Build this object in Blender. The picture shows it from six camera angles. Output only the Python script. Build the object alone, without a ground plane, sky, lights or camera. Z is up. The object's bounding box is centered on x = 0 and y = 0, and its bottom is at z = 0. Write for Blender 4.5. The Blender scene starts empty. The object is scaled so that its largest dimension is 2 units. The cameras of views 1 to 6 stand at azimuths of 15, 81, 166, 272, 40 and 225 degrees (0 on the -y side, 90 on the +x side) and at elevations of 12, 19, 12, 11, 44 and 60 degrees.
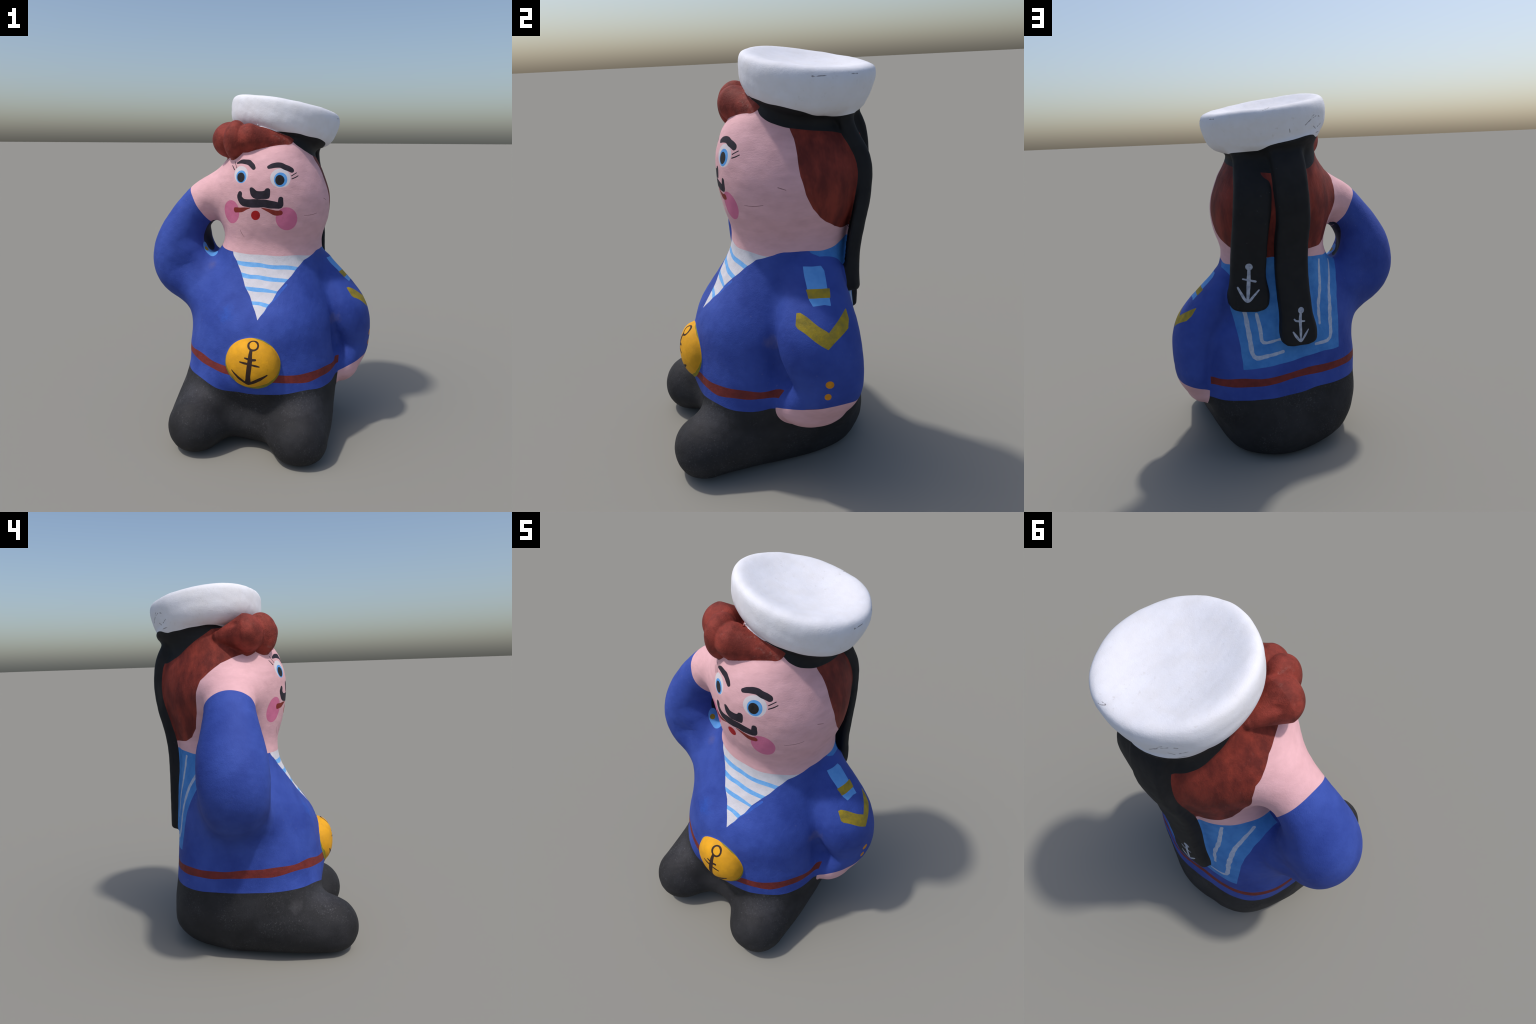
"""A painted clay figurine of a saluting sailor.  One continuous body is modelled as a smooth blend of
lofts, tubes and rounded forms, meshed, and cut along the edges of the painted regions into named parts."""
import bpy
import numpy as np
TUBE = 18   # segments of a tube
def smin(a,b,k):
    h=np.maximum(k-np.abs(a-b),0)/k
    return np.minimum(a,b)-h*h*k*0.25
def smax(a,b,k): return -smin(-a,-b,k)
def crom(z,zs,vs):
    """Catmull-Rom interpolation of the columns vs(zs) at z (clamped ends)"""
    zs=np.asarray(zs,float);vs=np.asarray(vs,float)
    m=np.gradient(vs,zs,axis=0)
    zc=np.clip(z,zs[0],zs[-1]);i=np.clip(np.searchsorted(zs,zc)-1,0,len(zs)-2)
    h=zs[i+1]-zs[i];t=(zc-zs[i])/h
    if vs.ndim==2: h=h[:,None];t=t[:,None]
    t2=t*t;t3=t2*t
    return ((2*t3-3*t2+1)*vs[i]+(t3-2*t2+t)*h*m[i]+(-2*t3+3*t2)*vs[i+1]+(t3-t2)*h*m[i+1])
def rcone(p,a,b,ra,rb):
    a=np.asarray(a,float);b=np.asarray(b,float);ba=b-a
    h=np.clip(((p-a)@ba)/(ba@ba),0,1)
    return np.sqrt(((p-a-h[:,None]*ba)**2).sum(1))-(ra+(rb-ra)*h)
def ellipsoid(p,c,r):
    q=p-np.asarray(c,float);r=np.asarray(r,float)
    k0=np.sqrt(((q/r)**2).sum(1));k1=np.sqrt(((q/r**2)**2).sum(1))
    return k0*(k0-1)/np.maximum(k1,1e-6)
def tube(p,pts,rad,squash,n=TUBE):
    """tapering tube along a spline through pts; squash=(axis scales) flattens the section"""
    s=np.asarray(squash,float);c=np.asarray(pts,float)/s;k=np.linspace(0,len(c)-1,n+1)
    t=np.arange(len(c));R=np.asarray(rad,float);P=crom(k,t,c)
    q=p/s;best=None
    for i in range(n):
        a=P[i];ba=P[i+1]-a
        h=np.clip(((q-a)@ba)/(ba@ba),0,1);e=((q-a-h[:,None]*ba)**2).sum(1);u=k[i]+h*(k[1]-k[0])
        if best is None: best,par=e,u
        else:
            m=e<best;best=np.where(m,e,best);par=np.where(m,u,par)
    for _ in range(3):
        C=crom(par,t,c);dC=(crom(par+.02,t,c)-crom(par-.02,t,c))/.04
        par=np.clip(par+.5*((q-C)*dC).sum(1)/np.maximum((dC*dC).sum(1),1e-4),0,len(c)-1)
    return np.sqrt(((q-crom(par,t,c))**2).sum(1))-crom(par,t,R)
def rot(ax,ay,az):
    cx,sx,cy,sy,cz,sz=np.cos(ax),np.sin(ax),np.cos(ay),np.sin(ay),np.cos(az),np.sin(az)
    X=np.array([[1,0,0],[0,cx,-sx],[0,sx,cx]]);Y=np.array([[cy,0,sy],[0,1,0],[-sy,0,cy]]);Z=np.array([[cz,-sz,0],[sz,cz,0],[0,0,1]])
    return Z@Y@X
# ---- proportions of the figure (metres)
Q = {}
Q['core_z'] = np.array([0.000, 0.100, 0.250, 0.400, 0.550, 0.720, 0.900, 1.050, 1.150, 1.280, 1.420, 1.560, 1.670, 1.800])
# trunk and head: centre x, centre y, half width, half depth at the heights core_z
Q['core'] = np.array([
    [0.080, 0.069, 0.318, 0.342, 2.824],
    [0.048, 0.061, 0.368, 0.416, 2.995],
    [0.041, 0.070, 0.424, 0.412, 3.104],
    [0.055, 0.032, 0.450, 0.429, 3.142],
    [0.054, 0.036, 0.451, 0.411, 3.002],
    [0.064, 0.052, 0.417, 0.392, 2.764],
    [0.065, 0.108, 0.354, 0.328, 2.499],
    [0.068, 0.140, 0.314, 0.287, 2.319],
    [0.072, 0.148, 0.294, 0.288, 2.273],
    [0.081, 0.150, 0.318, 0.322, 2.253],
    [0.084, 0.159, 0.319, 0.351, 2.229],
    [0.074, 0.162, 0.284, 0.340, 2.185],
    [0.066, 0.174, 0.240, 0.297, 2.170],
    [0.105, 0.334, 0.235, 0.247, 2.206]])
# hip x y z radius, toe x y z radius
Q['legL'] = np.array([
    [0.232, 0.007, 0.213, 0.213],
    [0.331, -0.174, 0.174, 0.174],
    [0.354, -0.372, 0.121, 0.157]])
Q['legR'] = np.array([
    [-0.162, 0.015, 0.195, 0.215],
    [-0.264, -0.193, 0.164, 0.162],
    [-0.242, -0.400, 0.137, 0.159]])
# spine x y z and radius
Q['armL'] = np.array([
    [0.346, 0.194, 0.977, 0.097],
    [0.524, 0.176, 0.732, 0.126],
    [0.566, 0.204, 0.525, 0.110],
    [0.509, 0.150, 0.400, 0.117]])
Q['armL_s'] = np.array([1.500])
# spine x y z and radius
Q['armR'] = np.array([
    [-0.277, 0.091, 0.785, 0.133],
    [-0.519, 0.081, 0.925, 0.140],
    [-0.515, 0.089, 1.117, 0.145],
    [-0.362, 0.101, 1.380, 0.104],
    [-0.145, 0.120, 1.460, 0.107]])
Q['armR_s'] = np.array([1.220])
Q['rump'] = np.array([0.100, 0.270, 0.130, 0.212, 0.120, 0.250, 0.480, 0.205])
Q['flank'] = np.array([0.385, 0.285, 0.330, 0.105, 0.390, 0.265, 0.660, 0.100])
Q['webF'] = np.array([-0.370, 0.030, 0.940, 0.088, -0.430, 0.030, 1.050, 0.085])
Q['web'] = np.array([-0.391, 0.190, 0.920, 0.085, -0.432, 0.178, 1.139, 0.078])
# centre, tilts
Q['hat'] = np.array([0.108, 0.240, 1.852, -0.141, 0.175, -0.009])
# base radius, rim radii, half height, saddle
Q['hat_p'] = np.array([0.285, 0.346, 0.325, 0.117, -0.015, 0.049, 0.038])
# depth of the hollow top, rim rounding
Q['dish'] = np.array([0.063, 0.051, 1.000])
Q['lobeA'] = np.array([-0.147, 0.161, 1.726, 0.032, -0.165, 0.021, 1.738, 0.103])
Q['lobeB'] = np.array([-0.102, -0.062, 1.738, 0.073, 0.088, 0.112])
Q['lobeC'] = np.array([-0.020, -0.070, 1.746, 0.084, 0.168, -0.000, 1.720, 0.043])
Q['rib_z'] = np.array([0.600, 0.750, 0.900, 1.050, 1.200, 1.350, 1.500, 1.620, 1.750])
# ribbon centre x at the heights rib_z
Q['ribLx'] = np.array([0.270, 0.270, 0.270, 0.268, 0.260, 0.246, 0.231, 0.219, 0.212])
Q['ribRx'] = np.array([0.000, 0.014, 0.026, 0.036, 0.036, 0.030, 0.040, 0.045, 0.050])
# ribbon centre y
Q['ribL'] = np.array([0.430, 0.455, 0.444, 0.445, 0.469, 0.495, 0.488, 0.425, 0.385])
Q['ribR'] = np.array([0.470, 0.470, 0.465, 0.462, 0.474, 0.506, 0.519, 0.498, 0.426])
# half width, half thickness, lower ends, bend
Q['rib'] = np.array([0.089, 0.032, 0.865, 0.655, 0.800])
# centre, radii
Q['buckle'] = np.array([0.086, -0.366, 0.530, 0.150, 0.087, 0.137])
# blend radii: legs, left arm, right arm
Q['k'] = np.array([0.159, 0.035, 0.165])

def core(p,Q):
    z=p[:,2];zs=Q['core_z'];M=Q['core']
    cx,cy,rx,ry,e=crom(z,zs,M).T
    x=(p[:,0]-cx)/rx;y=(p[:,1]-cy)/ry
    t=np.clip(y/.7+.5,0,1);ef=2.15+.4*np.exp(-((z-.87)/.12)**2);e=ef+(e-ef)*t*t*(3-2*t)     # rounder in front, squarer behind
    k=(np.abs(x)**e+np.abs(y)**e+1e-9)**(1/e)
    d=(k-1)*np.minimum(rx,ry)
    # slope correction
    return d/1.08
def hat(p,Q):
    h=Q['hat'];c=h[:3];R=rot(*h[3:6]);q=(p-c)@R
    r0,ra,rb,hh,s1,s2,q2=Q['hat_p']
    u,v,w=q[:,0],q[:,1],q[:,2]
    w=w-s1*(u*u-v*v)/0.3-s2*u*v/0.3
    sx=ra/rb
    rho=np.sqrt((u/sx)**2+v**2+1e-9)
    rho=rho*(1+q2*u*v/(u*u+v*v+.01))
    dep,rr,ds=Q['dish']
    # flared drum with rounded corners (rounding rr), in the (rho,w) plane
    t=np.clip((w+hh)/(2*hh),0,1);Rw=r0+(rb-r0)*t**0.8
    slope=(rb-r0)/(2*hh)
    side=(rho-Rw)/np.sqrt(1+slope**2)
    d=smax(side,np.abs(w)-hh,2*rr)
    # hollow top: paraboloid bowl
    rb2=np.sqrt((u+.02)**2+(v+.02)**2)
    bowl=(w-(hh-dep)-dep*1.0*(rb2/(rb-rr))**3.2)
    bowl=bowl/np.sqrt(1+(2.6*dep/(rb-rr)*np.clip(rho/(rb-rr),0,1.2)**1.6)**2)
    return smax(d,bowl,rr*1.5)
def ribbon(p,Q,name,bot):
    z=p[:,2];M=Q[name];zs=Q['rib_z']
    cx=crom(z,zs,Q[name+'x']);cy=crom(z,zs,M)-Q['rib'][4]*(p[:,0]-.09)**2;hw,ht=Q['rib'][:2]
    zz=np.linspace(.6,1.75,40);sl=np.gradient(crom(zz,zs,M),zz);sl=np.interp(z,zz,sl)**2+(2*Q['rib'][4]*(p[:,0]-.09))**2
    hw=hw+0.014*np.exp(-((z-bot-.08)/.07)**2)
    r=.024
    qx=np.abs(p[:,0]-cx)-(hw-r);qy=np.abs(p[:,1]-cy)/np.sqrt(1+sl)-(ht-r)
    qz=np.maximum(bot+r-z+.25*(np.maximum(np.abs(p[:,0]-cx)-.04,0)),z-1.74)
    return np.sqrt(np.maximum(qx,0)**2+np.maximum(qy,0)**2+np.maximum(qz,0)**2)+np.minimum(np.maximum(np.maximum(qx,qy),qz),0)-r
def parts(p,Q):
    D={}
    h=Q['hat'];D['core']=smax(core(p,Q),((p-h[:3])@rot(*h[3:6]))[:,2]+Q['hat_p'][3]-.03,.02)   # ends just inside the cap
    a=Q['rump'];D['core']=smin(D['core'],rcone(p,a[:3],a[4:7],a[3],a[7]),.08)
    a=Q['flank'];D['core']=smin(D['core'],rcone(p,a[:3],a[4:7],a[3],a[7]),.08)
    for n in('legL','legR'):
        a=Q[n];D[n]=tube(p,a[:,:3],a[:,3],(1,1,1),TUBE//2)
    a=Q['armL'];s=Q['armL_s'][0];D['armL']=tube(p,a[:,:3],a[:,3],(1,s,1))
    a=Q['armR'];s=Q['armR_s'][0];D['armR']=tube(p,a[:,:3],a[:,3],(1,s,1))
    a=Q['web'];D['armR']=smin(D['armR'],rcone(p,a[:3],a[4:7],a[3],a[7]),.06)
    a=Q['webF'];D['armR']=smin(D['armR'],rcone(p,a[:3],a[4:7],a[3],a[7]),.06)
    D['hat']=hat(p,Q)
    a=Q['lobeA'];D['lobeA']=rcone(p,a[:3],a[4:7],a[3],a[7])
    a=Q['lobeB'];D['lobeB']=ellipsoid(p,a[:3],a[3:])
    a=Q['lobeC'];D['lobeC']=rcone(p,a[:3],a[4:7],a[3],a[7])
    D['ribL']=ribbon(p,Q,'ribL',Q['rib'][2]);D['ribR']=ribbon(p,Q,'ribR',Q['rib'][3])
    a=Q['buckle'];D['buckle']=ellipsoid(p,a[:3],a[3:])
    return D
def combine(p,D,Q):
    kl,ka,kr=np.maximum(np.abs(Q['k']),.02)
    z=p[:,2]
    d=D['core']
    d=smin(d,D['legL'],kl);d=smin(d,D['legR'],kl)
    c=(p-np.array([.50,-.02,.60]))/np.array([.10,.05,.11]);d=d+.03*np.exp(-(c*c).sum(1))   # fold in front of the arm
    d=smin(d,D['armL'],ka);d=smin(d,D['armR'],kr)
    d=smax(d,-z,0.05)
    d=smin(d,smin(D['ribL'],D['ribR'],.01),.025)
    d=smin(d,D['hat'],.045)
    c=(p-np.array([-.217,.079,1.785]))/np.array([.03,.03,.014]);dent=.010*np.exp(-(c*c).sum(1))
    l=dent+smin(smin(D['lobeA'],D['lobeB'],.007),D['lobeC'],.007)
    d=smin(d,l,.015)
    d=smin(d,D['buckle'],.02)
    return d
def full(p,Q): return combine(p,parts(p,Q),Q)

# ---- brush strokes (x y z radius), patches (x y z) and discs (centre, two half axes) on the surface
EYE_R = [(-0.046, -0.155, 1.549), (0.045, -0.021, -0.001), (-0.001, -0.012, -0.047)]
IRIS_R = [(-0.043, -0.159, 1.537), (0.035, -0.015, -0.001), (-0.001, -0.008, -0.034)]
PUPIL_R = [(-0.044, -0.160, 1.534), (0.026, -0.011, -0.001), (-0.001, -0.006, -0.026)]
EYE_L = [(0.183, -0.165, 1.535), (0.052, 0.021, -0.000), (0.004, -0.013, -0.051)]
IRIS_L = [(0.184, -0.167, 1.527), (0.035, 0.014, -0.000), (0.003, -0.009, -0.038)]
PUPIL_L = [(0.179, -0.169, 1.524), (0.024, 0.009, -0.000), (0.002, -0.006, -0.027)]
BROW_R = [(-0.074, -0.119, 1.610, 0.0043), (-0.048, -0.131, 1.618, 0.0086), (-0.008, -0.148, 1.617, 0.0102), (0.018, -0.160, 1.603, 0.0106), (0.032, -0.167, 1.587, 0.0084)]
BROW_L = [(0.117, -0.164, 1.592, 0.0075), (0.142, -0.155, 1.601, 0.0105), (0.174, -0.143, 1.603, 0.0113), (0.202, -0.133, 1.592, 0.0117), (0.233, -0.119, 1.577, 0.0114)]
LASH_R1 = [(-0.094, -0.101, 1.616, 0.0017), (-0.077, -0.127, 1.583, 0.0017)]
LASH_R2 = [(-0.110, -0.099, 1.595, 0.0017), (-0.093, -0.121, 1.573, 0.0026)]
LASH_L1 = [(0.237, -0.131, 1.546, 0.0021), (0.259, -0.105, 1.562, 0.0017)]
LASH_L2 = [(0.240, -0.135, 1.530, 0.0021), (0.256, -0.120, 1.537, 0.0021), (0.269, -0.104, 1.546, 0.0017)]
NOSE = [(0.015, -0.186, 1.477), (0.028, -0.188, 1.483), (0.042, -0.190, 1.476), (0.056, -0.192, 1.464), (0.080, -0.192, 1.463), (0.099, -0.192, 1.467), (0.107, -0.191, 1.477), (0.122, -0.190, 1.480), (0.132, -0.189, 1.469), (0.130, -0.190, 1.438), (0.119, -0.191, 1.423), (0.080, -0.193, 1.420), (0.045, -0.191, 1.421), (0.024, -0.188, 1.435), (0.017, -0.187, 1.456)]
MOUSTACHE = [(-0.048, -0.167, 1.444, 0.0137), (-0.052, -0.166, 1.422, 0.0163), (-0.026, -0.174, 1.395, 0.0192), (0.026, -0.187, 1.393, 0.0212), (0.089, -0.191, 1.395, 0.0211), (0.140, -0.187, 1.390, 0.0193), (0.183, -0.178, 1.386, 0.0160), (0.189, -0.177, 1.420, 0.0126)]
LIP_R = [(-0.084, -0.144, 1.347, 0.0148), (-0.048, -0.161, 1.351, 0.0138), (-0.013, -0.175, 1.361, 0.0077), (0.014, -0.182, 1.367, 0.0021)]
LIP_L = [(0.081, -0.188, 1.370, 0.0017), (0.118, -0.185, 1.358, 0.0093), (0.159, -0.177, 1.344, 0.0143), (0.185, -0.171, 1.345, 0.0143)]
MOUTH = [(0.046, -0.179, 1.326), (0.027, -0.003, 0.001), (-0.001, 0.005, -0.027)]
CHEEK_R = [(-0.116, -0.124, 1.333), (0.054, -0.038, 0.012), (0.007, 0.008, -0.067)]
CHEEK_L = [(0.218, -0.153, 1.310), (0.056, 0.024, -0.001), (-0.002, 0.013, -0.065)]
SHIRT = [(-0.111, -0.090, 1.103), (0.064, -0.139, 1.122), (0.224, -0.105, 1.124), (0.347, 0.024, 1.107), (0.344, 0.008, 1.090), (0.302, -0.059, 1.063), (0.277, -0.095, 1.029), (0.249, -0.134, 0.989), (0.218, -0.172, 0.950), (0.183, -0.207, 0.908), (0.159, -0.243, 0.859), (0.134, -0.272, 0.822), (0.109, -0.302, 0.783), (0.097, -0.316, 0.763), (0.075, -0.287, 0.805), (0.057, -0.267, 0.831), (0.031, -0.236, 0.874), (-0.004, -0.208, 0.918), (-0.043, -0.160, 0.988), (-0.079, -0.122, 1.046), (-0.102, -0.102, 1.075), (-0.110, -0.094, 1.090)]
ST1 = [(-0.090, -0.119, 1.041, 0.0127), (-0.039, -0.138, 1.038, 0.0126), (0.019, -0.149, 1.037, 0.0125), (0.067, -0.151, 1.037, 0.0131), (0.118, -0.150, 1.032, 0.0131), (0.167, -0.143, 1.030, 0.0124), (0.214, -0.129, 1.029, 0.0124), (0.284, -0.097, 1.016, 0.0118)]
ST2 = [(-0.050, -0.163, 0.980, 0.0119), (0.007, -0.176, 0.973, 0.0118), (0.058, -0.178, 0.974, 0.0124), (0.126, -0.180, 0.967, 0.0120), (0.175, -0.174, 0.964, 0.0117), (0.238, -0.159, 0.959, 0.0110)]
ST3 = [(-0.011, -0.210, 0.913, 0.0111), (0.052, -0.215, 0.910, 0.0117), (0.102, -0.215, 0.909, 0.0116), (0.145, -0.214, 0.906, 0.0110), (0.191, -0.210, 0.901, 0.0096)]
ST4 = [(0.041, -0.259, 0.843, 0.0103), (0.091, -0.258, 0.843, 0.0106), (0.121, -0.261, 0.838, 0.0109), (0.148, -0.263, 0.833, 0.0096)]
COLLAR = [(0.372, 0.153, 1.102), (0.379, 0.206, 1.081), (0.388, 0.258, 1.057), (0.400, 0.310, 1.004), (0.376, 0.353, 0.932), (0.381, 0.283, 1.049), (0.362, 0.347, 0.873), (0.345, 0.374, 0.797), (0.326, 0.410, 0.655), (0.318, 0.422, 0.540), (0.252, 0.444, 0.544), (0.037, 0.457, 0.569), (-0.139, 0.433, 0.593), (-0.234, 0.403, 0.590), (-0.241, 0.380, 0.726), (-0.250, 0.343, 0.857), (-0.273, 0.268, 0.980), (-0.290, 0.098, 1.050)]
CS1 = [(-0.233, 0.252, 1.064, 0.0098), (-0.203, 0.349, 0.935, 0.0109), (-0.189, 0.395, 0.794, 0.0122), (-0.178, 0.417, 0.660, 0.0108), (-0.089, 0.439, 0.640, 0.0080)]
CS2 = [(-0.144, 0.365, 1.094, 0.0093), (-0.135, 0.393, 0.953, 0.0107), (-0.117, 0.416, 0.851, 0.0093), (-0.118, 0.426, 0.752, 0.0067)]
CS3 = [(0.300, 0.441, 0.879, 0.0115), (0.278, 0.420, 0.721, 0.0130), (0.260, 0.433, 0.609, 0.0118), (0.183, 0.449, 0.611, 0.0105), (0.102, 0.451, 0.625, 0.0079)]
CS4 = [(0.238, 0.459, 0.884, 0.0102), (0.219, 0.432, 0.759, 0.0104), (0.206, 0.438, 0.686, 0.0091), (0.112, 0.451, 0.696, 0.0078)]
AR_ball = [(0.005, 0.492, 0.859, 0.0173)]
AR1 = [(0.006, 0.493, 0.852, 0.0071), (0.011, 0.495, 0.802, 0.0082), (0.011, 0.497, 0.694, 0.0060)]
AR2 = [(0.044, 0.498, 0.814, 0.0043), (0.032, 0.497, 0.803, 0.0049), (-0.012, 0.492, 0.797, 0.0049)]
AR3 = [(0.053, 0.501, 0.744, 0.0043), (0.035, 0.500, 0.715, 0.0071), (0.011, 0.497, 0.688, 0.0060), (-0.012, 0.494, 0.716, 0.0060), (-0.034, 0.490, 0.749, 0.0027)]
AL_ball = [(0.268, 0.461, 1.114, 0.0188)]
AL1 = [(0.268, 0.458, 1.097, 0.0088), (0.272, 0.449, 1.024, 0.0101), (0.281, 0.447, 0.929, 0.0076)]
AL2 = [(0.300, 0.443, 1.048, 0.0044), (0.237, 0.459, 1.033, 0.0057)]
AL3 = [(0.327, 0.431, 1.003, 0.0051), (0.310, 0.437, 0.966, 0.0076), (0.282, 0.447, 0.925, 0.0064), (0.247, 0.455, 0.957, 0.0063), (0.221, 0.461, 0.986, 0.0038)]
BK_ring = [(0.126, -0.403, 0.648, 0.0044), (0.124, -0.415, 0.638, 0.0044), (0.113, -0.423, 0.630, 0.0044), (0.097, -0.426, 0.629, 0.0044), (0.082, -0.422, 0.635, 0.0044), (0.074, -0.412, 0.646, 0.0044), (0.075, -0.399, 0.657, 0.0044), (0.086, -0.387, 0.663, 0.0044), (0.102, -0.384, 0.663, 0.0044), (0.118, -0.391, 0.658, 0.0044), (0.126, -0.403, 0.648, 0.0044)]
BK1 = [(0.092, -0.427, 0.627, 0.0071), (0.091, -0.451, 0.561, 0.0109), (0.075, -0.431, 0.439, 0.0133)]
BK2 = [(0.062, -0.444, 0.588, 0.0033), (0.092, -0.447, 0.582, 0.0055), (0.120, -0.444, 0.582, 0.0049)]
BK3 = [(0.035, -0.445, 0.563, 0.0039), (0.082, -0.451, 0.558, 0.0049), (0.143, -0.446, 0.547, 0.0033)]
BK4 = [(-0.017, -0.427, 0.503, 0.0039), (0.020, -0.434, 0.469, 0.0078), (0.070, -0.427, 0.434, 0.0078)]
BK5 = [(0.182, -0.429, 0.497, 0.0033), (0.136, -0.438, 0.467, 0.0083), (0.076, -0.427, 0.433, 0.0078)]
BUCKLE = [(0.100, -0.451, 0.559), (0.155, -0.006, 0.020), (0.004, -0.013, -0.136)]
CHEV = [(0.535, 0.070, 0.884), (0.544, 0.087, 0.886), (0.624, 0.193, 0.808), (0.538, 0.295, 0.875), (0.565, 0.302, 0.837), (0.595, 0.290, 0.808), (0.654, 0.181, 0.746), (0.583, 0.066, 0.827), (0.570, 0.060, 0.838)]
EPAU = [(0.406, 0.136, 1.047), (0.416, 0.218, 1.043), (0.430, 0.230, 1.024), (0.548, 0.226, 0.900), (0.545, 0.196, 0.909), (0.546, 0.144, 0.905), (0.521, 0.132, 0.928), (0.478, 0.134, 0.970)]
EPBAND = [(0.482, 0.129, 0.965), (0.489, 0.236, 0.960), (0.520, 0.230, 0.929), (0.515, 0.132, 0.934)]
BT1 = [(0.678, 0.180, 0.587), (0.001, 0.019, 0.002), (-0.000, 0.003, -0.019)]
BT2 = [(0.674, 0.172, 0.524), (0.002, 0.015, 0.004), (-0.001, 0.004, -0.016)]
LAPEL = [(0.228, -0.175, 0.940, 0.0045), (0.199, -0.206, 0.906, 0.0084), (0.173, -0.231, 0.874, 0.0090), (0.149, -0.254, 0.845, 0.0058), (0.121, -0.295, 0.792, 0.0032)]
SCRATCH0 = [(0.306, -0.099, 1.326, 0.0013), (0.340, -0.061, 1.327, 0.0015), (0.365, -0.024, 1.334, 0.0013)]
SCRATCH1 = [(-0.058, -0.133, 1.233, 0.0013), (-0.048, -0.131, 1.213, 0.0022), (-0.032, -0.131, 1.191, 0.0009)]
SCRATCH2 = [(0.390, 0.040, 1.413, 0.0022), (0.399, 0.073, 1.401, 0.0018)]
SCRATCH3 = [(0.393, 0.052, 1.412, 0.0019), (0.403, 0.099, 1.401, 0.0025)]
SCUFF0 = [(0.439, 0.189, 1.863, 0.0032), (0.441, 0.199, 1.862, 0.0018), (0.442, 0.225, 1.863, 0.0018), (0.441, 0.251, 1.863, 0.0014)]
SCUFF1 = [(0.412, 0.361, 1.864, 0.0015), (0.394, 0.394, 1.864, 0.0022)]
SCUFF2 = [(0.175, 0.541, 1.891, 0.0012), (0.159, 0.539, 1.898, 0.0023), (0.142, 0.530, 1.904, 0.0017)]
SCUFF3 = [(-0.043, 0.513, 1.816, 0.0018), (-0.064, 0.506, 1.834, 0.0024), (-0.084, 0.496, 1.848, 0.0024), (-0.111, 0.479, 1.861, 0.0012)]
SCUFF4 = [(-0.072, 0.502, 1.840, 0.0012), (-0.084, 0.499, 1.857, 0.0018), (-0.097, 0.491, 1.866, 0.0012)]
SCUFF5 = [(0.045, 0.536, 1.800, 0.0018), (0.041, 0.529, 1.785, 0.0024)]
SCUFF6 = [(-0.127, 0.463, 1.861, 0.0035), (-0.133, 0.457, 1.858, 0.0026)]
SCUFF7 = [(-0.097, 0.477, 1.811, 0.0018), (-0.112, 0.461, 1.799, 0.0022)]
SCUFF8 = [(-0.125, 0.452, 1.809, 0.0022), (-0.149, 0.431, 1.827, 0.0017)]
SCUFF9 = [(-0.113, 0.458, 1.778, 0.0018), (-0.138, 0.429, 1.786, 0.0013)]
SCUFF10 = [(-0.044, 0.523, 1.860, 0.0013), (0.043, 0.547, 1.823, 0.0014)]
SCUFF11 = [(0.165, 0.530, 1.901, 0.0012), (0.144, 0.528, 1.905, 0.0016)]
COLLAR_TOP = [(-0.300, 0.150, 1.25), (0.370, 0.150, 1.25)]
EPAU_R = [(-0.365, 0.060, 1.090, 0.030), (-0.285, 0.040, 1.055, 0.032)]
EPBAND_R = [(-0.336, 0.045, 1.072, 0.018)]
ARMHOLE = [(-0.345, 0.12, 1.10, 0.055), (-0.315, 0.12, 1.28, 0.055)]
GRID = 0.011
# the stripes on the figure's left run on upwards beneath the ribbon
CS3 = [(0.305, 0.365, 0.96, 0.0116), (0.292, 0.395, 0.86, 0.0116)] + CS3[1:]
CS4 = [(0.245, 0.385, 0.96, 0.0103), (0.234, 0.410, 0.86, 0.0103)] + CS4[1:]

# ------------------------------------------------------------------ meshing
def field(p):
    out = np.empty(len(p))
    for i in range(0, len(p), 60000):
        out[i:i + 60000] = full(p[i:i + 60000], Q)
    return out

def gradient(p, h=1.5e-3):
    k = np.array([[1, -1, -1], [-1, -1, 1], [-1, 1, -1], [1, 1, 1]], float)
    g = sum(k[i] * field(p + h * k[i])[:, None] for i in range(4))
    return g / (4 * h)

def project(p, steps=1):
    for _ in range(steps):
        g = gradient(p)
        d = field(p)
        p = p - np.clip(d / np.maximum((g * g).sum(1), 0.05), -0.02, 0.02)[:, None] * g
    return p

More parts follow.
